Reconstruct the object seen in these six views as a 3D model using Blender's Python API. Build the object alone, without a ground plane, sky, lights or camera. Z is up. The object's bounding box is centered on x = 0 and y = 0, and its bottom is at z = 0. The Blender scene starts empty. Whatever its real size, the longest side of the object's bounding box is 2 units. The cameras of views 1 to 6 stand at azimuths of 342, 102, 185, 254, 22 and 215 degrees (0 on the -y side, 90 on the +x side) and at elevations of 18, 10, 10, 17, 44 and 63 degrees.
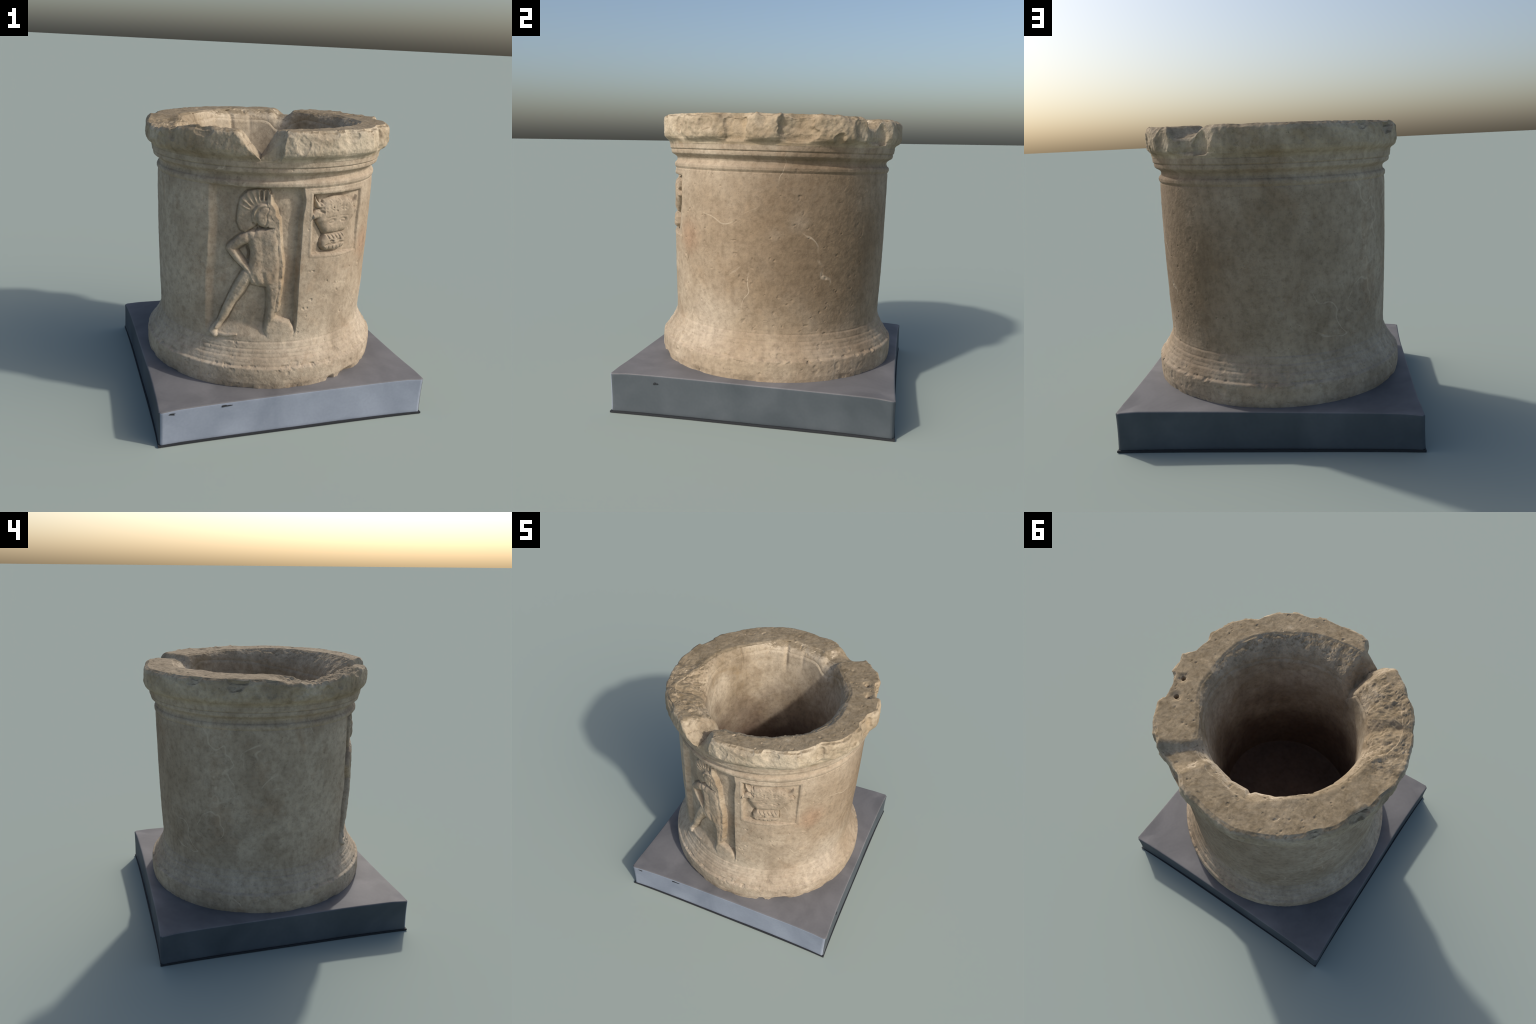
# Carved stone wellhead (puteal): a hollow drum with moulded base and cornice, a battered
# rim with a spout notch, a warrior relief and a bull's head panel, on a grey square plinth.
import bpy, math
import numpy as np

# ------------------------------------------------------------------ helpers
TILT_X, TILT_Y = 0.0144, -0.012
LEAN_X = 0.007        # the plinth top (and so the drum) is slightly out of level


def smooth(e0, e1, x):
    t = np.clip((x - e0) / (e1 - e0), 0.0, 1.0)
    return t * t * (3 - 2 * t)


def ring(points, soft=1.0):
    """Periodic function of azimuth (deg) through a few control points, softened by `soft` deg."""
    p = sorted(points)
    a = np.array([q[0] for q in p], float)
    v = np.array([q[1] for q in p], float)
    a = np.concatenate([a - 360, a, a + 360])
    v = np.tile(v, 3)
    g = np.arange(-540, 540, 0.1)
    y = np.interp(g, a, v)
    n = max(1, int(soft / 0.1))
    k = np.hanning(2 * n + 3)
    k /= k.sum()
    y = np.convolve(y, k, mode="same")
    return lambda A: np.interp(A, g, y)


def hash3(i, j, k, seed):
    n = (i * 374761393 + j * 668265263 + k * 2147483647 + seed * 1274126177) & 0xFFFFFFFF
    n = ((n ^ (n >> 13)) * 1274126177) & 0xFFFFFFFF
    n = ((n ^ (n >> 15)) * 2246822519) & 0xFFFFFFFF
    n = n ^ (n >> 16)
    return n.astype(np.float64) / 4294967295.0 * 2 - 1


def vnoise(P, scale, seed=0):
    """Value noise, -1..1, of points (...,3)."""
    Q = P * scale + 100.0
    I = np.floor(Q).astype(np.int64)
    F = Q - I
    F = F * F * F * (F * (F * 6 - 15) + 10)
    out = 0
    for dx in (0, 1):
        wx = F[..., 0] if dx else 1 - F[..., 0]
        for dy in (0, 1):
            wy = F[..., 1] if dy else 1 - F[..., 1]
            for dz in (0, 1):
                wz = F[..., 2] if dz else 1 - F[..., 2]
                out = out + wx * wy * wz * hash3(I[..., 0] + dx, I[..., 1] + dy, I[..., 2] + dz, seed)
    return out


def fbm(P, scale, octaves=4, seed=0, gain=0.5):
    s, amp, tot = 0, 1.0, 0.0
    for o in range(octaves):
        s = s + amp * vnoise(P, scale * 2.03 ** o, seed + 17 * o)
        tot += amp
        amp *= gain
    return s / tot


# ------------------------------------------------------------------ drum profile
TOP = 1.985
profile = [  # outer profile, height -> radius, foot to lip
    (0.225, 0.846), (0.262, 0.857), (0.30, 0.863), (0.372, 0.864), (0.400, 0.862), (0.409, 0.858), (0.412, 0.845),
    (0.430, 0.837), (0.448, 0.827), (0.463, 0.819), (0.467, 0.812), (0.485, 0.801), (0.512, 0.790), (0.516, 0.785),
    (0.535, 0.777), (0.556, 0.771), (0.560, 0.766), (0.580, 0.763), (0.62, 0.762), (0.80, 0.770),
    (1.15, 0.778), (1.50, 0.782), (1.590, 0.781), (1.612, 0.780), (1.618, 0.777), (1.624, 0.781), (1.634, 0.787),
    (1.650, 0.788), (1.660, 0.783), (1.668, 0.773), (1.684, 0.768), (1.698, 0.772), (1.708, 0.784),
    (1.716, 0.799), (1.724, 0.809), (1.736, 0.812), (1.748, 0.813), (1.7505, 0.809), (1.753, 0.813), (1.758, 0.819),
    (1.785, 0.822), (1.802, 0.826), (1.812, 0.834), (1.822, 0.852), (1.836, 0.865), (1.860, 0.872),
    (1.915, 0.872), (1.95, 0.869), (1.970, 0.862), (1.982, 0.850)]
PZ = np.array([p[0] for p in profile])
PR = np.array([p[1] for p in profile])


def outer_radius(z):
    return np.interp(z, PZ, PR)


# lip: outline in plan (chips and scallops), by azimuth (0 = -y front, 90 = +x)
lip_radius = ring([(-33, .866), (-28, .868), (-19, .862), (-10, .864), (-6, .870), (1, .866), (6, .863), (13, .873),
                   (21, .855), (27, .876), (34, .880), (40, .868), (48, .838), (54, .868), (58, .878), (65, .874), (72, .866), (75, .836),
                   (79, .842), (84, .838), (87, .862), (90, .878), (96, .870), (99, .862), (101, .838), (107, .830), (113, .838),
                   (117, .862), (121, .870), (127, .880), (133, .876), (139, .874), (143, .845), (147, .812), (152, .805),
                   (158, .822), (162, .848), (166, .852), (172, .846), (180, .862), (-168, .888), (-158, .882),
                   (-148, .878), (-140, .876), (-133, .862), (-125, .874), (-117, .858), (-107, .872), (-100, .862),
                   (-90, .866), (-82, .873), (-74, .864), (-65, .870), (-52, .868), (-42, .864)], 0.7)
# inner edge of the lip at the top, width of the splayed (worn) inner slope, and its height
mouth_radius = ring([(-180, .63), (-168, .65), (-155, .605), (-143, .582), (-128, .588), (-107, .61), (-95, .62),
                     (-86, .635), (-79, .70), (-70, .765), (-62, .785), (-52, .775), (-44, .765), (-36, .765), (-28, .765),
                     (-20, .75), (-10, .735), (0, .705), (10, .695), (20, .683), (28, .665), (42, .668), (52, .672),
                     (62, .66), (76, .635), (90, .60), (101, .612), (113, .59), (122, .57), (132, .572), (140, .60),
                     (150, .62), (157, .60), (163, .64), (172, .622)], 2.0)
splay_height = ring([(-180, .07), (-150, .05), (-110, .07), (-92, .09), (-78, .12), (-60, .13), (-40, .14), (-10, .165),
                     (30, .16), (60, .13), (80, .09), (100, .07), (130, .05), (142, .10), (155, .10), (165, .07)], 4.0)
# worn dip of the lip's west side
west_dip = ring([(-101, 0), (-95, .010), (-88, .036), (-80, .046), (-73, .050), (-68, .030), (-62, .034), (-57, .010),
                 (-50, .002), (-44, 0), (100, 0)], 2.0)


def lip_height(A, r):
    """Top of the lip at azimuth A (deg) and radius r: flat, with the worn dip and the two notches."""
    z = TOP - west_dip(A) * smooth(.60, .74, r)
    # spout notch: a V, its right flank splayed towards the outside
    left = 1.800 + 0.0172 * (-20.0 - A) + .03 * smooth(.86, .72, r)
    inner = 1.828 + .0225 * (A + 20.0)
    outer = 1.806 + .003 * (A + 20.0) + .16 * smooth(-12.0, -8.6, A)
    w = smooth(.76, .865, r)
    right = inner * (1 - w) + outer * w
    notch = np.where(A < -20.0, left, right)
    k = 0.010                                            # round the edges of the cut
    notch = np.maximum(notch, 1.80)
    z = -k * np.log(np.exp(-z / k) + np.exp(-notch / k))
    # broken notch on the far side
    c = 149.5 - 4.0 * smooth(.62, .85, r)
    d = np.abs((A - c + 180) % 360 - 180)
    side = np.where(((A - c + 180) % 360 - 180) > 0, 11.5, 9.0)
    depth = .044 + .030 * smooth(.70, .84, r)
    brk = TOP - depth * smooth(1.0, .25, d / side)
    return np.minimum(z, brk)


def bore_radius(A):
    a = np.radians(A)
    return .558 + .006 * np.cos(a) + .016 * np.exp(-(((A + 150 + 180) % 360 - 180) / 55.0) ** 2)


# ------------------------------------------------------------------ relief carving (u = arc length, v = height)
RS = 0.78
DEG = math.pi / 180 * RS


def chain_sdf(U, V, nodes):
    """Distance to a limb: a chain of tapering capsules; nodes = (azimuth, height, half-width)."""
    best = np.full(U.shape, 9.0)
    for (a0, v0, r0), (a1, v1, r1) in zip(nodes[:-1], nodes[1:]):
        x0, x1 = a0 * DEG, a1 * DEG
        dx, dy = x1 - x0, v1 - v0
        L = dx * dx + dy * dy + 1e-12
        t = np.clip(((U - x0) * dx + (V - v0) * dy) / L, 0, 1)
        best = np.minimum(best, np.hypot(U - x0 - t * dx, V - v0 - t * dy) - (r0 + (r1 - r0) * t))
    return best


def ellipse_sdf(U, V, a, v, ra, rv, turn=0.0):
    c, s = math.cos(math.radians(turn)), math.sin(math.radians(turn))
    x, y = U - a * DEG, V - v
    x, y = c * x + s * y, -s * x + c * y
    k = np.hypot(x / ra, y / rv)
    return (k - 1) * min(ra, rv)


def shape_sdf(U, V, pts):
    """Signed distance to a closed outline of a few corner points (azimuth, height)."""
    P = np.array([(a * DEG, v) for a, v in pts])
    d = np.full(U.shape, 9.0)
    inside = np.zeros(U.shape, bool)
    for i in range(len(P)):
        (x0, y0), (x1, y1) = P[i - 1], P[i]
        ex, ey = x1 - x0, y1 - y0
        t = np.clip(((U - x0) * ex + (V - y0) * ey) / (ex * ex + ey * ey), 0, 1)
        d = np.minimum(d, np.hypot(U - x0 - t * ex, V - y0 - t * ey))
        cross = ((y0 > V) != (y1 > V))
        xi = x0 + (V - y0) * ex / (ey if abs(ey) > 1e-9 else 1e-9)
        inside ^= cross & (U < xi)
    return np.where(inside, -d, d)


def dome(d, w):
    """0 outside, rising like a quarter round of width w inside."""
    t = np.clip(-d / w, 0, 1)
    return np.sqrt(np.clip(1 - (1 - t) ** 2, 0, 1))


def groove(d, w):
    return np.clip(1 - np.abs(d) / w, 0, 1) ** 1.3


LABELS = ["base_moulding", "shaft", "cornice", "rim", "bore", "warrior_panel", "warrior_crest", "warrior_head",
          "warrior_torso", "warrior_arm", "warrior_leg", "warrior_foot", "bull_panel", "bull_head", "bull_muzzle",
          "bull_ear", "bull_horn", "warrior_broken_edge"]
LID = {n: i for i, n in enumerate(LABELS)}


def carve(U, V, A, P):
    """Radial offset of the drum's face by the two reliefs, and a label for each point."""
    off = np.zeros(U.shape)
    lab = np.full(U.shape, LID["shaft"])
    wob = fbm(P, 9.0, 3, 5)
    # ---- warrior niche: soft ramp on the left, steep wall on the right, fading into the foot
    left = -45.2 - 1.5 * smooth(1.3, .9, V) + 0.5 * wob
    right = 1.3 + .9 * np.exp(-((V - 1.53) / .06) ** 2) + .4 * wob
    depth = .042 + .006 * smooth(-44, -5, A)
    ramp = smooth(left, left + 3.6, A) * smooth(right, right - 1.3, A)
    top = smooth(1.627, 1.612, V + .004 * wob)
    foot = smooth(.575, .70, V)
    niche = ramp * top * foot
    floor = -depth * niche
    off += floor
    lab[(niche > .25)] = LID["warrior_panel"]
    out_all = np.full(U.shape, 9.0)

    def raise_part(d, h, w, name, mode="max"):
        nonlocal off, out_all
        hgt = floor + h * dome(d, w)
        m = d < 0
        up = m & (hgt > off)
        off = np.where(up, hgt, off)
        lab[up] = LID[name]
        out_all = np.minimum(out_all, d)

    # back leg, front leg, feet
    raise_part(chain_sdf(U, V, [(-25.2, 1.03, .046), (-29.2, .93, .046), (-33.0, .845, .036), (-36.8, .735, .033),
                                (-40.5, .640, .020)]), .042, .034, "warrior_leg")
    raise_part(chain_sdf(U, V, [(-40.8, .650, .026), (-42.3, .610, .027), (-40.6, .588, .022)]), .026, .022, "warrior_foot")
    raise_part(chain_sdf(U, V, [(-40.0, .592, .016), (-35.0, .590, .012), (-29.5, .604, .007)]), .009, .012, "warrior_foot")
    raise_part(shape_sdf(U, V, [(-16.0, 1.0), (-7.6, 1.0), (-7.9, .90), (-8.6, .82), (-9.6, .70), (-14.6, .66),
                                (-14.4, .80), (-14.6, .90)]), .043, .038, "warrior_leg")
    raise_part(shape_sdf(U, V, [(-14.6, .760), (-9.6, .745), (-6.0, .728), (-1.9, .716), (.3, .665), (.9, .60), (-4, .555),
                                (-12, .555), (-15.6, .64)]) - .004 * wob, .040 * smooth(.575, .69, V), .030, "warrior_foot")
    # torso with the smooth breast on the right, hip cloth at the left
    raise_part(shape_sdf(U, V, [(-20.6, 1.345), (-14.0, 1.366), (-12.6, 1.385), (-10.3, 1.415), (-9.7, 1.33), (-8.6, 1.22), (-7.4, 1.115),
                                (-7.5, .98), (-7.7, .95), (-11.3, .935), (-15.0, .95), (-19.0, .955), (-23.2, .97), (-25.4, 1.05),
                                (-24.2, 1.14), (-24.0, 1.20), (-25.4, 1.255), (-24.5, 1.31)]),
               .044 + .004 * wob, .050, "warrior_torso")
    raise_part(chain_sdf(U, V, [(-23.8, 1.06, .030), (-21.4, 1.015, .036), (-18.0, 1.0, .026)]), .043, .03, "warrior_torso")
    # arm: shoulder, elbow, hand on the hip
    raise_part(chain_sdf(U, V, [(-23.4, 1.300, .040), (-28.2, 1.270, .038), (-33.6, 1.212, .034)]), .039, .032, "warrior_arm")
    raise_part(chain_sdf(U, V, [(-33.8, 1.208, .033), (-30.3, 1.150, .030), (-26.6, 1.100, .025), (-24.6, 1.075, .026)]), .040, .028,
               "warrior_arm")
    # crest: a fan with radial ribs
    cu, cv = -18.6 * DEG, 1.432
    ang = np.degrees(np.arctan2(V - cv, -(U - cu)))
    rad = np.hypot(U - cu, V - cv)
    fan = shape_sdf(U, V, [(-21.0, 1.37), (-26.6, 1.318), (-29.3, 1.332), (-31.4, 1.39), (-31.0, 1.46), (-29.8, 1.545),
                           (-26.2, 1.598), (-21.0, 1.612), (-15.4, 1.606), (-14.9, 1.52), (-18.0, 1.50)])
    ribs = .5 + .5 * np.cos(np.radians(ang) * 2 * np.pi / .235)
    raise_part(fan, (.020 + .010 * ribs * smooth(12, 30, ang) * smooth(.085, .12, rad)), .020, "warrior_crest")
    # helmeted head: skull cap, worn face with nose and chin towards the right, brim roll at the back
    raise_part(ellipse_sdf(U, V, -17.6, 1.448, .078, .078), .040, .045, "warrior_head")
    raise_part(shape_sdf(U, V, [(-22.4, 1.42), (-20.2, 1.372), (-16.5, 1.350), (-12.6, 1.362), (-10.6, 1.385), (-10.3, 1.412), (-12.0, 1.445),
                                (-14.4, 1.51), (-15.0, 1.600), (-16.2, 1.600), (-17.0, 1.50)]), .040 + .006 * wob, .030, "warrior_head")
    brim = ellipse_sdf(U, V, -17.3, 1.435, .088, .088)
    bw = smooth(-14.0, -17.0, A) * smooth(1.385, 1.42, V)
    off = off + .008 * bw * np.sqrt(np.clip(1 - ((brim + .012) / .011) ** 2, 0, 1))
    off = off - .006 * bw * smooth(-17.0, -20.0, A) * np.exp(-((brim + .030) / .010) ** 2)
    off = off - .004 * np.exp(-(ellipse_sdf(U, V, -14.0, 1.430, .014, .009) / .012) ** 2)
    off = off - .0045 * groove(chain_sdf(U, V, [(-15.0, 1.490, .001), (-16.4, 1.445, .001), (-16.0, 1.400, .001), (-17.2, 1.365, .001)]), .009)
    # soft weathering of the carving
    off = off + .0035 * fbm(P, 26.0, 3, 77) * niche
    # drilled lines: outline of the figure, chin, arm hollow, skirt hem, crest slots
    edge = np.clip(1 - np.abs(out_all - .003) / .008, 0, 1)
    west = smooth(-13, -16, A) * niche * smooth(.60, .66, V)
    off -= .007 * edge * west
    off -= .020 * groove(chain_sdf(U, V, [(-19.6, 1.360, .002), (-17.0, 1.350, .003), (-13.6, 1.368, .001)]), .008)
    off -= .016 * groove(chain_sdf(U, V, [(-22.8, 1.385, .001), (-21.2, 1.37, .004), (-20.6, 1.345, .001)]), .010)
    off -= .018 * groove(chain_sdf(U, V, [(-25.6, 1.222, .003), (-24.5, 1.18, .004), (-25.0, 1.142, .003)]), .010)
    off -= .018 * groove(chain_sdf(U, V, [(-19.3, 1.592, .005), (-19.2, 1.550, .005)]), .008)
    off -= .018 * groove(chain_sdf(U, V, [(-17.1, 1.594, .005), (-17.0, 1.548, .005)]), .008)
    off -= .006 * groove(chain_sdf(U, V, [(-11.6, .942, .001), (-8.0, .962, .001)]), .006)
    off -= .004 * np.exp(-(chain_sdf(U, V, [(-18.6, 1.31, .0), (-17.6, 1.20, .0), (-16.8, 1.10, .0)]) / .022) ** 2)
    off -= .006 * np.exp(-(chain_sdf(U, V, [(-17.0, 1.05, .0), (-15.8, .98, .0)]) / .014) ** 2)
    off -= .006 * np.exp(-(chain_sdf(U, V, [(-25.0, 1.31, .0), (-23.4, 1.24, .0)]) / .014) ** 2)
    off -= .008 * groove(chain_sdf(U, V, [(-21.0, 1.03, .003), (-19.8, .985, .003)]), .014)
    # ragged break down the figure's right side: a rough slope instead of a clean wall
    rag = fbm(P, 22.0, 4, 31)
    slope = (out_all > -.030) & (out_all < .026) & (A > np.where(V > 1.36, -15.2, -11.4)) & (A < -2.5) & (V > .78) & (V < 1.58)
    skirt = floor + .037 * np.clip(1 - np.maximum(out_all, 0) / .024, 0, 1) ** .8 + (.002 + .006 * smooth(-.012, .004, out_all)) * rag
    off = np.where(slope, np.maximum(off, skirt), off)
    bz = smooth(.78, .84, V) * smooth(1.60, 1.5, V)
    be = np.abs(out_all) < .016
    zone = be & (A > -11.8) & (A < -3.0) & (V > .80) & (V < 1.58)
    off = np.where(zone, off + .006 * rag * bz, off)
    lab[(out_all < .020) & (out_all > -.003) & (A > np.where(V > 1.36, -15.0, -11.4)) & (A < -3.0) & (V > .82) & (V < 1.56)] = LID["warrior_broken_edge"]

    # ---- bull's head panel: sunk field with a cut border
    fl = 5.8 + .8 * smooth(1.6, 1.15, V)
    fr = 39.3 - .6 * smooth(1.6, 1.15, V)
    tl = 1.580 - .0002 * (A - 6)
    bl = 1.176 - .0012 * (A - 6)
    du = np.minimum(A - fl, fr - A) * DEG
    dv = np.minimum(tl - V, V - bl)
    d = np.minimum(du, dv)
    wall = np.where(A < 10, .010, .014)
    field = smooth(0, wall, d)
    # the field is cut flat: deeper at the left edge and the top than at the right
    fdep = .030 + .008 * np.exp(-((A - 21) / 9) ** 2) + .006 * smooth(20, 6, A) + .006 * smooth(1.5, 1.58, V) - .016 * smooth(22, 39, A) - .008 * smooth(1.3, 1.18, V)
    bfloor = -fdep * field
    off = np.where(field > 0, np.minimum(off, bfloor), off)
    lab[field > .3] = LID["bull_panel"]
    bevel = np.exp(-((d + .012) / .008) ** 2) * (A > 3.0) * (A < 42) * (V > 1.14) * (V < 1.60)
    off += .003 * bevel

    bull_out = np.full(U.shape, 9.0)

    def raise_bull(dd, h, w, name):
        nonlocal off, bull_out
        bull_out = np.minimum(bull_out, dd)
        hgt = bfloor + h * dome(dd, w)
        up = (dd < 0) & (field > .3) & (hgt > off)
        off = np.where(up, hgt, off)
        lab[up] = LID[name]

    headd = shape_sdf(U, V, [(12.4, 1.535), (19, 1.556), (26, 1.55), (31.5, 1.52), (33.8, 1.45), (34.2, 1.405), (31.0, 1.350),
                             (27.6, 1.298), (13.8, 1.30), (11.0, 1.355), (9.0, 1.395), (10.4, 1.47)])
    raise_bull(headd, .038, .05, "bull_head")
    raise_bull(chain_sdf(U, V, [(12.8, 1.43, .032), (9.6, 1.445, .032), (7.2, 1.43, .026)]), .032, .026, "bull_ear")
    raise_bull(chain_sdf(U, V, [(31.6, 1.42, .034), (34.2, 1.435, .022), (35.4, 1.43, .012)]), .026, .02, "bull_ear")
    raise_bull(chain_sdf(U, V, [(13.0, 1.49, .022), (9.6, 1.50, .019), (8.0, 1.535, .013), (7.6, 1.558, .008)]), .030, .018, "bull_horn")
    raise_bull(chain_sdf(U, V, [(32.2, 1.475, .020), (34.6, 1.495, .015), (35.6, 1.53, .008)]), .022, .014, "bull_horn")
    raise_bull(shape_sdf(U, V, [(14.4, 1.305), (27.2, 1.303), (28.0, 1.265), (27.9, 1.215), (26.0, 1.189), (20.6, 1.180),
                                (14.2, 1.190), (11.9, 1.220), (12.1, 1.262)]), .040, .034, "bull_muzzle")
    B = lambda n, w, dep: groove(chain_sdf(U, V, n), w) * dep
    cut = 0
    cut = cut + B([(13.6, 1.304, .001), (20, 1.298, .001), (27.6, 1.302, .001)], .009, .007)      # bridge of the nose
    for a in (15.9, 18.3, 20.6, 22.8, 25.0):                                                     # wrinkles
        cut = cut + B([(a - .3, 1.292, .002), (a + .7, 1.270, .002)], .006, .009)
    cut = cut + B([(17.6, 1.251, .004), (19.0, 1.249, .003)], .008, .014)                        # nostrils
    cut = cut + B([(22.3, 1.251, .003), (23.8, 1.255, .004)], .008, .014)
    cut = cut + B([(14.4, 1.226, .001), (18.2, 1.236, .001), (20.6, 1.228, .001), (23.4, 1.237, .001), (26.6, 1.230, .001)], .008, .012)
    for a in (16.0, 18.4, 20.8, 23.2, 25.2):
        cut = cut + B([(a, 1.215, .001), (a + .2, 1.200, .001)], .006, .005)
    for a in (17.6, 25.2):                                                                       # eyes
        rng = ellipse_sdf(U, V, a, 1.387, .027, .013, 8 if a < 20 else -8)
        cut = cut + .008 * groove(rng + .002, .009) + .002 * smooth(-.004, -.010, rng)
    cut = cut + B([(14.6, 1.412, .001), (19.8, 1.416, .001)], .008, .004)
    cut = cut + B([(23.0, 1.418, .001), (28.0, 1.412, .001)], .008, .003)
    locks = np.sin(U * 150 + 2.2 * np.sin(V * 90)) * np.sin(V * 140 + 1.7 * np.sin(U * 80 + 1))
    hair = smooth(1.435, 1.455, V) * smooth(0, -.02, headd)
    cut = cut + .0026 * hair * smooth(-.1, .7, locks)
    for a, v in ((18.4, 1.478), (21.0, 1.452), (23.4, 1.483), (29.5, 1.50), (31.2, 1.475)):
        cut = cut + .008 * groove(ellipse_sdf(U, V, a, v, .005, .005) + .003, .004)
    cut = cut + B([(8.6, 1.551, .003), (10.8, 1.502, .003)], .008, .010)
    cut = cut + B([(9.0, 1.468, .002), (12.4, 1.452, .002)], .008, .010)
    line = np.clip(1 - np.abs(bull_out - .002) / .0055, 0, 1)
    cut = cut + .010 * line * smooth(1.50, 1.44, V)
    off -= np.where(field > .3, cut, 0)
    off = np.where(field > .3, off + .003 * fbm(P, 30.0, 3, 78), off)
    return off, lab


# ------------------------------------------------------------------ drum surface
def build_drum_grid():
    fine = np.arange(-50, 45, 0.23)
    coarse = np.arange(45, 310, 0.42)
    A = np.concatenate([fine, coarse])
    A = (A + 180) % 360 - 180
    order = np.argsort(A)
    A = A[order]
    nA = len(A)
    # outer rows, foot to lip: heights are squeezed per column where the lip is cut down
    z_low = np.concatenate([np.arange(.225, .60, .0042), np.arange(.60, 1.60, .0036), np.arange(1.60, 1.79, .0026)])
    n_rim = 46
    rows_r, rows_z = [], []
    rl = lip_radius(A)
    chipn = (rl - .872)
    zt_out = lip_height(A, rl - .012)
    for z in z_low:
        rows_z.append(np.full(nA, z))
        rows_r.append(np.full(nA, outer_radius(z)))
    for i in range(n_rim):
        t = (i / n_rim)
        z = 1.79 + (np.maximum(zt_out, 1.797) - 1.79) * t
        w = smooth(1.805, 1.835, z) * (.85 + .15 * smooth(1.84, 1.95, z))
        r = outer_radius(z) + chipn * w
        lip = np.clip((z - (zt_out - .022)) / .022, 0, 1)          # rounded arris
        r = r - .014 * lip ** 2.2 * smooth(1.82, 1.90, zt_out)
        # beside the spout notch the lip overhang is cut back
        r = np.minimum(r, outer_radius(np.full(nA, 1.795)) + (1 - smooth(-24, -20, A) * smooth(-8.2, -11.5, A)) * .2)
        rows_z.append(z)
        rows_r.append(r)
    last_r = rows_r[-1]
    n_top = 58
    rm = np.minimum(mouth_radius(A), last_r - .02)
    for i in range(n_top):
        t = i / (n_top - 1)
        r = (last_r - .004) + (rm - last_r + .004) * t
        z = lip_height(A, r)
        # break of the inner arris
        z = z - .010 * smooth(.86, 1.0, t) ** 2
        rows_r.append(r)
        rows_z.append(z)
    z_in = rows_z[-1]
    rb = bore_radius(A)
    hs = splay_height(A)
    n_sp = 44
    for i in range(1, n_sp + 1):
        t = i / n_sp
        z = z_in - hs * t
        f = (1 - t) ** 2.1
        rows_r.append(rb + (rm - rb) * f)
        rows_z.append(z)
    zb = rows_z[-1]
    floor_z = .74 + .11 * np.cos(np.radians(A - 140))
    for i in range(1, 91):
        t = i / 90
        rows_z.append(zb + (floor_z - zb) * t)
        rows_r.append(rb - .034 * smooth(-.25, .45, t) - .030 * t)
    for k in (.94, .85, .75, .62, .48, .34, .2, .08, .004):
        rows_z.append(.74 + (floor_z - .74) * k + .012 * np.sin(7 * k + 3 * np.radians(A)) * k * (1 - k) * 4)
        rows_r.append((rb - .064) * k)
    R = np.array(rows_r)
    Z = np.array(rows_z)
    nlow = len(z_low)
    i_rim0 = int(np.argmin(np.abs(z_low - 1.789))) + 1
    region = np.empty(R.shape, int)
    region[:nlow] = np.where(Z[:nlow] < .575, LID["base_moulding"], np.where(Z[:nlow] < 1.600, LID["shaft"], LID["cornice"]))
    region[nlow:] = LID["rim"]
    i_bore = nlow + n_rim + n_top + n_sp
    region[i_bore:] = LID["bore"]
    AA = np.broadcast_to(A, R.shape)
    th = np.radians(AA)

    def pos(R, Z):
        return np.stack([R * np.sin(th), -R * np.cos(th), Z], -1)

    P = pos(R, Z)
    idx_shaft = np.arange(nlow)
    # ---- reliefs
    S = slice(0, nlow)
    sub = (AA[S] > -52) & (AA[S] < 45) & (Z[S] > .56) & (Z[S] < 1.64)
    off, lab = carve(AA[S][sub] * DEG, Z[S][sub], AA[S][sub], P[S][sub])
    R[S][sub] += off
    rg = region[S]
    newlab = rg[sub]
    newlab = np.where(lab != LID["shaft"], lab, newlab)
    rg[sub] = newlab
    # ---- general unevenness, radial on the outer face
    low = fbm(P[S], 2.2, 3, 1)
    mid = fbm(P[S], 11.0, 3, 2)
    fin = fbm(P[S], 60.0, 2, 3)
    R[S] += .003 * low + .0022 * mid + .0010 * fin
    pits = fbm(P[S], 34.0, 2, 9)
    plain = (region[S] == LID['shaft']) | (region[S] == LID['base_moulding'])
    R[S] -= .0045 * smooth(.60, .8, pits) * plain
    # turning lines scored round the foot moulding
    for zc, dep in ((.466, .004), (.515, .004), (.559, .003), (.438, .002), (.490, .002)):
        R[S] -= dep * np.exp(-((Z[S] - zc - .002 * low) / .0042) ** 2) * smooth(-.5, .1, mid)
    # nibbled arrises of the foot band and the beads
    nib = fbm(P[S], 24.0, 3, 12)
    R[S] -= .012 * smooth(.08, .55, nib) * np.exp(-((Z[S] - .406) / .016) ** 2)
    R[S] -= .005 * smooth(.35, .65, fbm(P[S], 17.0, 2, 13)) * smooth(.30, .34, Z[S]) * smooth(.56, .45, Z[S])
    R[S] -= .006 * smooth(.15, .6, nib) * np.exp(-((Z[S] - 1.643) / .012) ** 2) * smooth(70, 90, np.abs(AA[S] - 20))
    R[S] -= .005 * smooth(.25, .7, nib) * np.exp(-((Z[S] - 1.735) / .012) ** 2)
    foot = fbm(P[S] * [1, 1, .3], 9.0, 4, 14)
    R[S] -= (.012 * smooth(.0, .55, foot) + .030 * smooth(16, 20, AA[S]) * smooth(40, 30, AA[S]) * smooth(-.3, .3, foot)) * smooth(.31, .255, Z[S])
    # ---- rough breakage of lip and splay, along the surface normal
    P = pos(R, Z)
    dT = np.roll(P, -1, 1) - np.roll(P, 1, 1)
    dS = np.gradient(P, axis=0)
    N = np.cross(dT, dS)
    N /= np.linalg.norm(N, axis=-1, keepdims=True) + 1e-12
    L = slice(nlow, i_bore)
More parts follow.
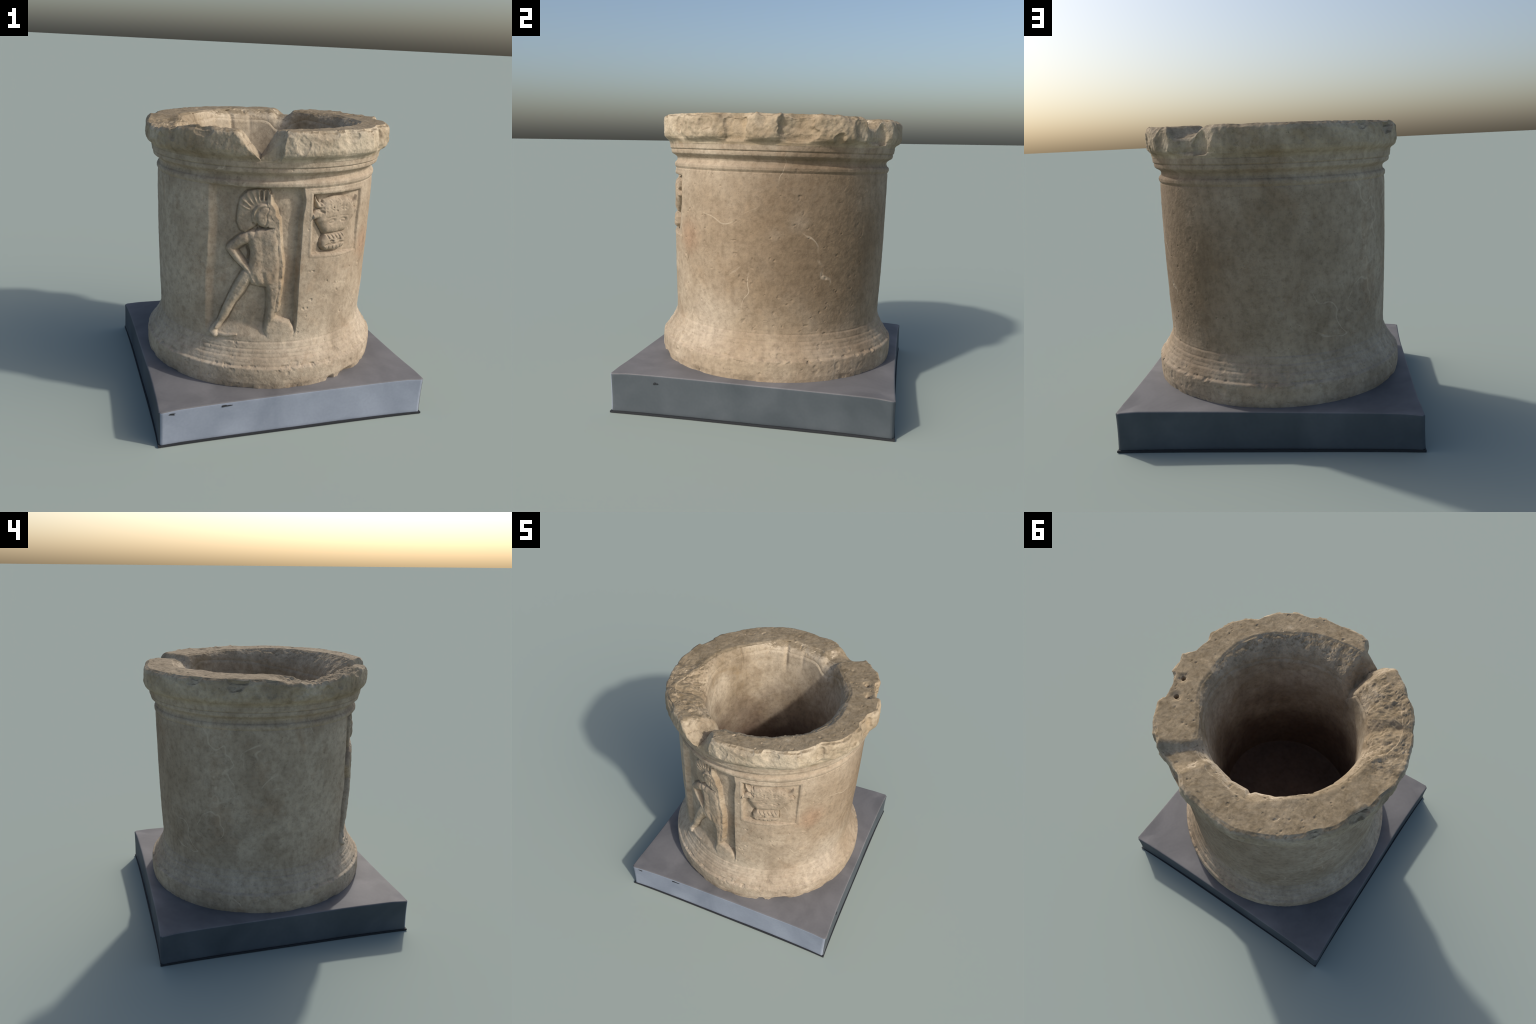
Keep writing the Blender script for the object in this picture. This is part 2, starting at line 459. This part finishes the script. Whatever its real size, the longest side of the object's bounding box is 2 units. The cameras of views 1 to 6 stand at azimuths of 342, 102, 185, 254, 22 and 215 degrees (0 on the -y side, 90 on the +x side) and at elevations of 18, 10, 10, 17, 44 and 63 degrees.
    PL = P[L]
    row = np.arange(nlow, i_bore)[:, None]
    t_rim = (row - nlow) / n_rim
    on_face = row < nlow + n_rim
    on_top = (row >= nlow + n_rim) & (row < nlow + n_rim + n_top)
    on_splay = row >= nlow + n_rim + n_top
    rough = fbm(PL, 11.0, 5, 21, .58)
    facet = np.abs(fbm(PL, 6.0, 3, 22)) - .25
    fine_ = fbm(PL, 45.0, 3, 23)
    AL = AA[L]
    worn = smooth(-98, -84, AL) * smooth(-30, -48, AL)
    splayw = smooth(-100, -85, AL) * smooth(85, 60, AL)
    amp = np.where(on_face, .011 * smooth(.12, .35, t_rim), np.where(on_top, .005 + .014 * worn, .008 + .014 * splayw + .012 * worn))
    broken = np.maximum(smooth(38, 50, AL) * smooth(142, 130, AL), smooth(-130, -118, AL) * smooth(-52, -66, AL) * .35)
    broken = np.maximum(broken, .45 * smooth(-12, -4, AL) * smooth(48, 38, AL))
    cell = fbm(PL, 15.0, 2, 24)
    amp = amp * np.where(on_face, .6 + .7 * broken, 1)
    disp = amp * rough + np.where(on_face, (.006 + .020 * broken) * smooth(.10, .30, t_rim), .003 + .012 * worn) * facet
    # conchoidal chips knocked off the lip: (azimuth, height, half-width, half-height, depth)
    chips = [(46, 1.93, .045, .07, .022), (66, 1.925, .060, .050, .020), (80, 1.90, .085, .13, .030), (92, 1.95, .035, .05, .012),
             (107, 1.90, .125, .14, .034), (125, 1.845, .040, .035, .028), (136, 1.90, .05, .08, .012), (21, 1.95, .060, .045, .018),
             (8, 1.965, .070, .035, .014), (33, 1.97, .05, .03, .014), (57, 1.86, .05, .04, .010), (-3, 1.90, .05, .06, .010),
             (-113, 1.968, .080, .075, .046), (-98, 1.93, .05, .06, .014), (-86, 1.90, .06, .06, .010), (-70, 1.87, .05, .05, .016),
             (-62, 1.93, .035, .05, .018), (-45, 1.96, .07, .03, .012), (-134, 1.97, .05, .04, .018), (155, 1.87, .06, .08, .022)]
    for az, zc, wa, wz, dep in chips:
        du_ = ((AL - az + 180) % 360 - 180) * math.pi / 180 * .87
        q = np.sqrt((du_ / wa) ** 2 + ((PL[..., 2] - zc) / wz) ** 2) + .35 * cell
        reach = np.where(on_face, smooth(.06, .20, t_rim), smooth(.87 - 1.1 * dep - .02, .87, np.hypot(PL[..., 0], PL[..., 1])))
        disp = disp - dep * np.sqrt(np.clip(1 - q * q, 0, 1)) * reach * (.9 + .5 * rough)
    disp = disp + np.where(on_face, .004 * smooth(.12, .35, t_rim), .0022 + .004 * worn + .003 * splayw * on_splay) * fine_
    # end of splay meets the smooth bore
    t_sp = np.clip((row - (nlow + n_rim + n_top)) / n_sp, 0, 1)
    disp = disp * np.where(on_splay, 1 - .8 * t_sp, 1) * np.minimum(1, (row - nlow) / 6.0)
    P[L] += N[L] * disp[..., None]
    # pits in the top of the lip and the two drilled sockets
    pit = smooth(.45, .7, fbm(PL, 30.0, 2, 41)) * (on_top | on_splay)
    P[L][..., 2] -= .006 * pit
    for az, rr, rad, dep in ((112.8, .745, .017, .075), (101.2, .751, .016, .07)):
        c = np.array([rr * math.sin(math.radians(az)), -rr * math.cos(math.radians(az))])
        dd = np.hypot(P[L][..., 0] - c[0], P[L][..., 1] - c[1])
        P[L][..., 2] -= np.where(on_top, dep * smooth(rad, rad * .6, dd) + .014 * smooth(.05, .01, dd), 0)
    # bore: tool flutes at the back and low unevenness
    Bs = slice(nlow + n_rim + n_top, None)
    AB, PB = AA[Bs], P[Bs]
    fl = 0
    for az, w, dep, zl in ((-128, 1.0, .014, 1.78), (-168.5, 1.8, .020, 1.74), (-152, 2.5, .006, 1.8), (176, 1.6, .006, 1.78), (-112, 1.2, .008, 1.85)):
        d = np.abs((AB - az + 180) % 360 - 180)
        fl = fl + dep * np.exp(-(d / w) ** 2) * smooth(zl - .06, zl + .14, PB[..., 2])
    un = .003 * fbm(PB, 4.0, 3, 51) + .0015 * fbm(PB, 30.0, 3, 52)
    wall = (PB[..., 2] > .88)
    rad_dir = PB * [1, 1, 0]
    rad_dir = rad_dir / (np.linalg.norm(rad_dir, axis=-1, keepdims=True) + 1e-9)
    P[Bs] += rad_dir * ((fl + un) * wall)[..., None]
    P[Bs][..., 0] -= .030 * smooth(1.75, .85, P[Bs][..., 2])                  # the bore runs down slightly askew
    return P, region


def to_world(P):
    """Lean the drum with the plinth's top."""
    Q = P.copy()
    Q[..., 0] = P[..., 0] - LEAN_X * (P[..., 2] - .25)
    Q[..., 1] = P[..., 1] - TILT_Y * (P[..., 2] - .25) + .007
    Q[..., 2] = P[..., 2] + TILT_X * P[..., 0] + TILT_Y * P[..., 1]
    return Q


# ------------------------------------------------------------------ materials
def new_material(name):
    m = bpy.data.materials.new(name)
    m.use_nodes = True
    nt = m.node_tree
    for n in list(nt.nodes):
        nt.nodes.remove(n)
    out = nt.nodes.new("ShaderNodeOutputMaterial")
    bs = nt.nodes.new("ShaderNodeBsdfPrincipled")
    nt.links.new(bs.outputs[0], out.inputs[0])
    co = nt.nodes.new("ShaderNodeTexCoord")
    return m, nt, bs, co.outputs["Object"]


def noise(nt, vec, scale, detail=5, rough=.55, dist=0.0, stretch=None):
    if stretch:
        mp = nt.nodes.new("ShaderNodeMapping")
        mp.inputs["Scale"].default_value = stretch
        nt.links.new(vec, mp.inputs[0])
        vec = mp.outputs[0]
    n = nt.nodes.new("ShaderNodeTexNoise")
    n.inputs["Scale"].default_value = scale
    n.inputs["Detail"].default_value = detail
    n.inputs["Roughness"].default_value = rough
    n.inputs["Distortion"].default_value = dist
    nt.links.new(vec, n.inputs["Vector"])
    return n.outputs["Fac"]


def ramp(nt, fac, stops):
    r = nt.nodes.new("ShaderNodeValToRGB")
    el = r.color_ramp.elements
    while len(el) < len(stops):
        el.new(.5)
    for e, (p, c) in zip(el, stops):
        e.position = p
        e.color = (*c, 1) if len(c) == 3 else c
    nt.links.new(fac, r.inputs[0])
    return r.outputs[0]


def mask(nt, fac, lo, hi):
    m = nt.nodes.new("ShaderNodeMapRange")
    m.interpolation_type = "SMOOTHSTEP"
    m.inputs["From Min"].default_value = lo
    m.inputs["From Max"].default_value = hi
    nt.links.new(fac, m.inputs["Value"])
    return m.outputs[0]


def mix(nt, fac, a, b, mode="MIX"):
    m = nt.nodes.new("ShaderNodeMix")
    m.data_type = "RGBA"
    m.blend_type = mode
    for s, v in ((m.inputs[0], fac), (m.inputs[6], a), (m.inputs[7], b)):
        if isinstance(v, (int, float)):
            s.default_value = v
        elif isinstance(v, tuple):
            s.default_value = (*v, 1)
        else:
            nt.links.new(v, s)
    return m.outputs[2]


def math_node(nt, op, a, b):
    m = nt.nodes.new("ShaderNodeMath")
    m.operation = op
    for s, v in ((m.inputs[0], a), (m.inputs[1], b)):
        if isinstance(v, (int, float)):
            s.default_value = v
        else:
            nt.links.new(v, s)
    return m.outputs[0]


def patch(nt, vec, centre, radius, soft):
    """1 inside a blurred ball about `centre`, 0 outside; its edge wanders with noise."""
    d = nt.nodes.new("ShaderNodeVectorMath")
    d.operation = "DISTANCE"
    nt.links.new(vec, d.inputs[0])
    d.inputs[1].default_value = centre
    w = noise(nt, vec, 5.0, 4)
    dd = math_node(nt, "ADD", d.outputs["Value"], math_node(nt, "MULTIPLY", math_node(nt, "SUBTRACT", w, .5), soft * 1.6))
    return mask(nt, dd, radius + soft, radius - soft)


def bump(nt, bs, height, strength, dist):
    b = nt.nodes.new("ShaderNodeBump")
    b.inputs["Strength"].default_value = strength
    b.inputs["Distance"].default_value = dist
    nt.links.new(height, b.inputs["Height"])
    nt.links.new(b.outputs[0], bs.inputs["Normal"])


def stone_material(name, light, base, dark, warm, warm_amount, veins=True, stain=None):
    m, nt, bs, co = new_material(name)
    n1 = noise(nt, co, 2.6, 6, .6, .4)
    col = ramp(nt, n1, [(.30, dark), (.50, base), (.72, light)])
    # warm brown earth patches
    n2 = mask(nt, noise(nt, co, 3.7, 6, .65, .6), .50, .70)
    col = mix(nt, math_node(nt, "MULTIPLY", n2, warm_amount), col, warm)
    if stain:
        for centre, radius, soft, colour, amount in stain:
            p = patch(nt, co, centre, radius, soft)
            col = mix(nt, math_node(nt, "MULTIPLY", p, amount), col, colour)
    # mottling
    n3 = noise(nt, co, 24, 6, .72)
    col = mix(nt, .75, col, ramp(nt, n3, [(.30, (.62, .60, .57)), (.52, (1, 1, 1)), (.75, (1.22, 1.2, 1.16))]), "MULTIPLY")
    # streaked grain running down the stone
    n5 = noise(nt, co, 26, 4, .6, 0, (1, 1, .35))
    col = mix(nt, .35, col, ramp(nt, n5, [(.30, (.72, .70, .68)), (.55, (1, 1, 1)), (.75, (1.15, 1.13, 1.1))]), "MULTIPLY")
    # dark specks and pores
    n4 = mask(nt, noise(nt, co, 62, 3, .6), .63, .72)
    col = mix(nt, math_node(nt, "MULTIPLY", n4, .45), col, tuple(c * .45 for c in dark))
    if veins:
        v = noise(nt, co, 1.5, 3, .45, .35)
        line = mask(nt, math_node(nt, "ABSOLUTE", math_node(nt, "SUBTRACT", v, .5), 0), .0045, .001)
        where = mask(nt, noise(nt, co, 3.1, 3), .50, .60)
        col = mix(nt, math_node(nt, "MULTIPLY", math_node(nt, "MULTIPLY", line, where), .30), col, tuple(min(1, c * 1.3) for c in light))
    nt.links.new(col, bs.inputs["Base Color"])
    bs.inputs["Roughness"].default_value = .88
    bs.inputs["Specular IOR Level"].default_value = .25
    h = math_node(nt, "ADD", noise(nt, co, 42, 6, .65), math_node(nt, "MULTIPLY", noise(nt, co, 140, 3, .6), .4))
    bump(nt, bs, h, .45, .006)
    return m


def grime(m, colour_low, colour_high, amount):
    """Dirt and lichen lying on what faces up, its border broken by noise."""
    nt = m.node_tree
    bs = next(n for n in nt.nodes if n.type == "BSDF_PRINCIPLED")
    link = bs.inputs["Base Color"].links[0]
    old = link.from_socket
    co = next(n for n in nt.nodes if n.type == "TEX_COORD")
    sep = nt.nodes.new("ShaderNodeSeparateXYZ")
    nt.links.new(co.outputs["Normal"], sep.inputs[0])
    w = noise(nt, co.outputs["Object"], 13, 5, .7)
    f = math_node(nt, "ADD", sep.outputs[2], math_node(nt, "MULTIPLY", math_node(nt, "SUBTRACT", w, .5), .9))
    f = mask(nt, f, .62, .92)
    dirt = ramp(nt, noise(nt, co.outputs["Object"], 16, 6, .7, .5), [(.32, colour_low), (.68, colour_high)])
    col = mix(nt, math_node(nt, "MULTIPLY", f, amount), old, dirt)
    nt.links.new(col, bs.inputs["Base Color"])


def make_materials():
    M = {}
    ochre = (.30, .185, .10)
    stain = [((.78, .42, 1.12), .66, .34, (.150, .099, .056), .80),  # first two entries: east and north browned partly to bake in shading
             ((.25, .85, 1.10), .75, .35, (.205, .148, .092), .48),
             ((.72, -.30, 1.20), .42, .24, (.33, .245, .160), .45),
             ((.86, .05, .38), .42, .25, (.37, .280, .185), .5),
             ((.60, -.52, 1.18), .10, .08, (.30, .17, .10), .5),
             ((.72, -.35, .62), .16, .14, (.44, .37, .29), .6),
             ((.76, .30, 1.32), .05, .07, (.40, .33, .25), .5), ((.79, .14, 1.24), .03, .05, (.38, .31, .23), .4)]
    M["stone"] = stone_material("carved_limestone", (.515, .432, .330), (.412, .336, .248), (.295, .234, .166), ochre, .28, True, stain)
    rim_cols = ((.56, .475, .355), (.40, .325, .228), (.245, .188, .120), (.27, .19, .10), .5)
    M["rim"] = stone_material("weathered_limestone", *rim_cols, False,
                              [((.33, -.82, 1.90), .22, .14, (.55, .48, .37), .55), ((-.1, -.86, 1.9), .12, .1, (.50, .435, .34), .5),
                               ((.85, .25, 1.90), .30, .25, (.27, .195, .115), .5), ((-.62, -.38, 1.86), .16, .12, (.24, .17, .095), .5)])
    grime(M["rim"], (.115, .084, .045), (.29, .230, .148), .85)
    # the bore: the same stone, tinted dark red-brown downward for the well's inner shade
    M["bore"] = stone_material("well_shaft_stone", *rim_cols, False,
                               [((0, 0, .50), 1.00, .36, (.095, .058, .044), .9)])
    M["break"] = stone_material("ochre_broken_stone", (.50, .42, .315), (.42, .338, .240), (.30, .225, .145), (.34, .22, .12), .4, False)
    # plinth: cloudy grey; front lightened for a reflection, other sides darkened for shade
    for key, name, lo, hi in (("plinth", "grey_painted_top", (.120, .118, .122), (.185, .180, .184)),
                              ("panel", "baked_shade_slate_grey", (.062, .075, .085), (.092, .106, .118)),
                              ("pale", "baked_reflection_pale_grey", (.215, .245, .300), (.300, .335, .400))):
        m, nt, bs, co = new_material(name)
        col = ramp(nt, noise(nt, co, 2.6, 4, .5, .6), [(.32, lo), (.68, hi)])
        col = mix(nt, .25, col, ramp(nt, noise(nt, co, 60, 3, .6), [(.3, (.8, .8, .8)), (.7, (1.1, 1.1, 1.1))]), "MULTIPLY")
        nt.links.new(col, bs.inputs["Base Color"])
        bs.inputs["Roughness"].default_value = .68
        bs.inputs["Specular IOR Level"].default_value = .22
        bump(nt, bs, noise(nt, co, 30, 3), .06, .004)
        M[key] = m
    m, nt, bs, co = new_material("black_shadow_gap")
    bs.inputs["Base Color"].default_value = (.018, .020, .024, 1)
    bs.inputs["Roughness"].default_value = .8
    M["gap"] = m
    return M


# ------------------------------------------------------------------ objects
def mesh_object(name, verts, faces, mat, parent, normals=None, smooth_shade=True):
    me = bpy.data.meshes.new(name)
    nv, nf = len(verts), len(faces)
    me.vertices.add(nv)
    me.vertices.foreach_set("co", np.ascontiguousarray(verts, np.float32).ravel())
    me.loops.add(nf * 4)
    me.loops.foreach_set("vertex_index", np.ascontiguousarray(faces, np.int32).ravel())
    me.polygons.add(nf)
    me.polygons.foreach_set("loop_start", np.arange(0, nf * 4, 4, dtype=np.int32))
    me.update(calc_edges=True)
    me.polygons.foreach_set("use_smooth", np.full(nf, smooth_shade, bool))
    me.materials.append(mat)
    if normals is not None:
        me.normals_split_custom_set_from_vertices(np.ascontiguousarray(normals, np.float32))
    ob = bpy.data.objects.new(name, me)
    bpy.context.scene.collection.objects.link(ob)
    ob.parent = parent
    return ob


def build_drum(root, M):
    P, region = build_drum_grid()
    W = to_world(P)
    nr, na = region.shape
    dT = np.roll(W, -1, 1) - np.roll(W, 1, 1)
    dS = np.gradient(W, axis=0)
    N = np.cross(dT, dS)
    N /= np.linalg.norm(N, axis=-1, keepdims=True) + 1e-12
    V, NV = W.reshape(-1, 3), N.reshape(-1, 3)
    i = np.arange(nr - 1)[:, None] * na
    j = np.arange(na)[None, :]
    k = (np.arange(na)[None, :] + 1) % na
    F = np.stack([i + j, i + k, i + na + k, i + na + j], -1).reshape(-1, 4)
    lab = region[:-1].reshape(-1)
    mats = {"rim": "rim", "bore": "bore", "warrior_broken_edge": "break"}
    made = {}
    pairs = {"warrior_leg": -18.5, "warrior_foot": -22.0, "bull_ear": 21.0, "bull_horn": 21.0}
    sub_of = {"warrior_crest": "warrior_panel", "warrior_head": "warrior_panel", "warrior_torso": "warrior_panel",
              "warrior_arm": "warrior_panel", "warrior_leg": "warrior_panel", "warrior_foot": "warrior_panel",
              "warrior_broken_edge": "warrior_panel", "bull_head": "bull_panel", "bull_muzzle": "bull_panel",
              "bull_ear": "bull_panel", "bull_horn": "bull_panel"}
    for name in sorted(LABELS, key=lambda n: n in sub_of):
        f = F[lab == LID[name]]
        if not len(f):
            continue
        parent = made[sub_of[name]] if name in sub_of else root
        groups = [f]
        if name in pairs:                                   # two legs, two feet, two ears, two horns
            az = np.degrees(np.arctan2(V[f[:, 0], 0], -V[f[:, 0], 1]))
            groups = [f[az < pairs[name]], f[az >= pairs[name]]]
        for g in groups:
            used, inv = np.unique(g, return_inverse=True)
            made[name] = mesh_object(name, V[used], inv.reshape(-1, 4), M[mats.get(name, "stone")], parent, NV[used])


def build_plinth(root, M):
    """Square block, top slightly out of level, softly rounded arrises, sides a little wavy."""
    n = 120
    half = 0.946
    s = np.linspace(-1, 1, n + 1)
    edge = []
    for k in range(4):
        for t in s[:-1]:
            edge.append([(t, -1), (1, t), (-t, 1), (-1, -t)][k])
    E = np.array(edge)
    top_z = lambda x, y: (.262 - .008 * smooth(.80, .95, np.minimum(np.abs(x), np.abs(y)))) + TILT_X * x + TILT_Y * y * .8
    rings = []

    def ring_at(scale, frac, drop):
        x, y = E[:, 0] * half * scale, E[:, 1] * half * scale
        # corners rounded a little
        c = np.minimum(np.abs(E[:, 0]), np.abs(E[:, 1]))
        cut = .010 * smooth(.985, 1.0, c)
        x, y = x * (1 - cut), y * (1 - cut)
        zt = top_z(x, y)
        z = .010 + (zt - .010) * frac - drop
        p = np.stack([x, y, z], -1)
        w = .0035 * fbm(p, 2.4, 2, 61)
        nx, ny = (np.abs(E[:, 0]) > .999) * np.sign(E[:, 0]), (np.abs(E[:, 1]) > .999) * np.sign(E[:, 1])
        bow = np.minimum(np.abs(E[:, 0]), np.abs(E[:, 1]))
        w = w - .016 * (1 - bow ** 4)              # the sides bow in between the corners
        p[:, 0] += nx * w
        p[:, 1] += ny * w
        return p
    rings = [ring_at(.80, 0, 0), ring_at(.998, 0, 0), ring_at(1.0, .03, 0)]
    for f in np.linspace(.1, .9, 14):
        rings.append(ring_at(1.0 - .002 * math.sin(f * math.pi), f, 0))
    for a in np.linspace(0, math.pi / 2, 7):
        rings.append(ring_at(1 - .011 * (1 - math.cos(a)), 1, .011 * (1 - math.sin(a))))
    for sc in np.linspace(.975, .04, 60):
        rings.append(ring_at(sc, 1, 0))
    G = np.array(rings)
    # gentle buckles of the top sheet
    topm = smooth(.0, .01, G[..., 2] - top_z(G[..., 0], G[..., 1]) + .004)
    G[..., 2] += topm * .0045 * fbm(G * [1, 1, 0], 3.2, 3, 71) * smooth(.93, .80, np.maximum(np.abs(G[..., 0]), np.abs(G[..., 1])))
    nr, na = G.shape[:2]
    i = np.arange(nr - 1)[:, None] * na
    j = np.arange(na)[None, :]
    k = (j + 1) % na
    F = np.stack([i + j, i + k, i + na + k, i + na + j], -1).reshape(-1, 4)
    V = G.reshape(-1, 3)
    n_side = 3 + 14 + 2                                   # rings that belong to the upright sides
    face_row = np.repeat(np.arange(nr - 1), na)
    face_side = np.tile(np.arange(na) // n, nr - 1)

    def part(name, pick, mat, parent):
        used, inv = np.unique(F[pick], return_inverse=True)
        return mesh_object(name, V[used], inv.reshape(-1, 4), mat, parent)
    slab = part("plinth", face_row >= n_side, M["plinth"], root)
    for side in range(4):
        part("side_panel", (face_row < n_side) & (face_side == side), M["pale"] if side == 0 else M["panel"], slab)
    # small dark chips knocked out of the paint
    for c, u, size in (((-.875, -.942, .229), (1, 0, 0), (.040, .008)), ((-.505, -.934, .240), (1, 0, 0), (.034, .007)),
                       ((.936, -.628, .227), (0, 1, 0), (.016, .008))):
        c, u = np.array(c), np.array(u, float)
        out = np.cross(u, [0, 0, 1])
        rim_pts = []
        for q in range(12):
            a = q / 12 * 2 * math.pi
            w = 1 + .35 * math.sin(3 * a + c[0] * 9) + .2 * math.sin(5 * a)
            rim_pts.append(c + u * math.cos(a) * size[0] * w + np.array([0, 0, 1]) * math.sin(a) * size[1] * w * .8)
        rim_pts = np.array(rim_pts)
        back = rim_pts - out * .020
        mid = c + out * .0015 + (rim_pts - c) * .02
        Vc = np.concatenate([back, rim_pts + out * .001, mid])
        Fc = [(r * 12 + q, r * 12 + (q + 1) % 12, (r + 1) * 12 + (q + 1) % 12, (r + 1) * 12 + q) for r in range(2) for q in range(12)]
        mesh_object("paint_chip", Vc, np.array(Fc), M["gap"], slab, None, False)
    # shadow line at the block's foot, built as a black strip
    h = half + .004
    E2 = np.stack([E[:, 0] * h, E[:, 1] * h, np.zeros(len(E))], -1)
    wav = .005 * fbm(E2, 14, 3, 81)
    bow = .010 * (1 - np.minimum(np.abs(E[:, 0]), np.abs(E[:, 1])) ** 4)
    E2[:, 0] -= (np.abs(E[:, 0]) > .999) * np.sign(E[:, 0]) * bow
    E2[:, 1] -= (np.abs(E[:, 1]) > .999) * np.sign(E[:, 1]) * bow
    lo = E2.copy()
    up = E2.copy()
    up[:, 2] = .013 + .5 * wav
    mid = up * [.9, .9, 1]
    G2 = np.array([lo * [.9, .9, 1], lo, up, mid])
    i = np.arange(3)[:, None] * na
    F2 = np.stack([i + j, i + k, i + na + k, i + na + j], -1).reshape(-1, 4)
    mesh_object("modelled_shadow_line", G2.reshape(-1, 3), F2, M["gap"], root, None, False)


def main():
    M = make_materials()
    root = bpy.data.objects.new("carved_stone_wellhead", None)
    bpy.context.scene.collection.objects.link(root)
    root["label"] = "ancient beige stone wellhead with warrior relief on grey plinth"
    root["category"] = "stone wellhead"
    build_plinth(root, M)
    build_drum(root, M)


main()
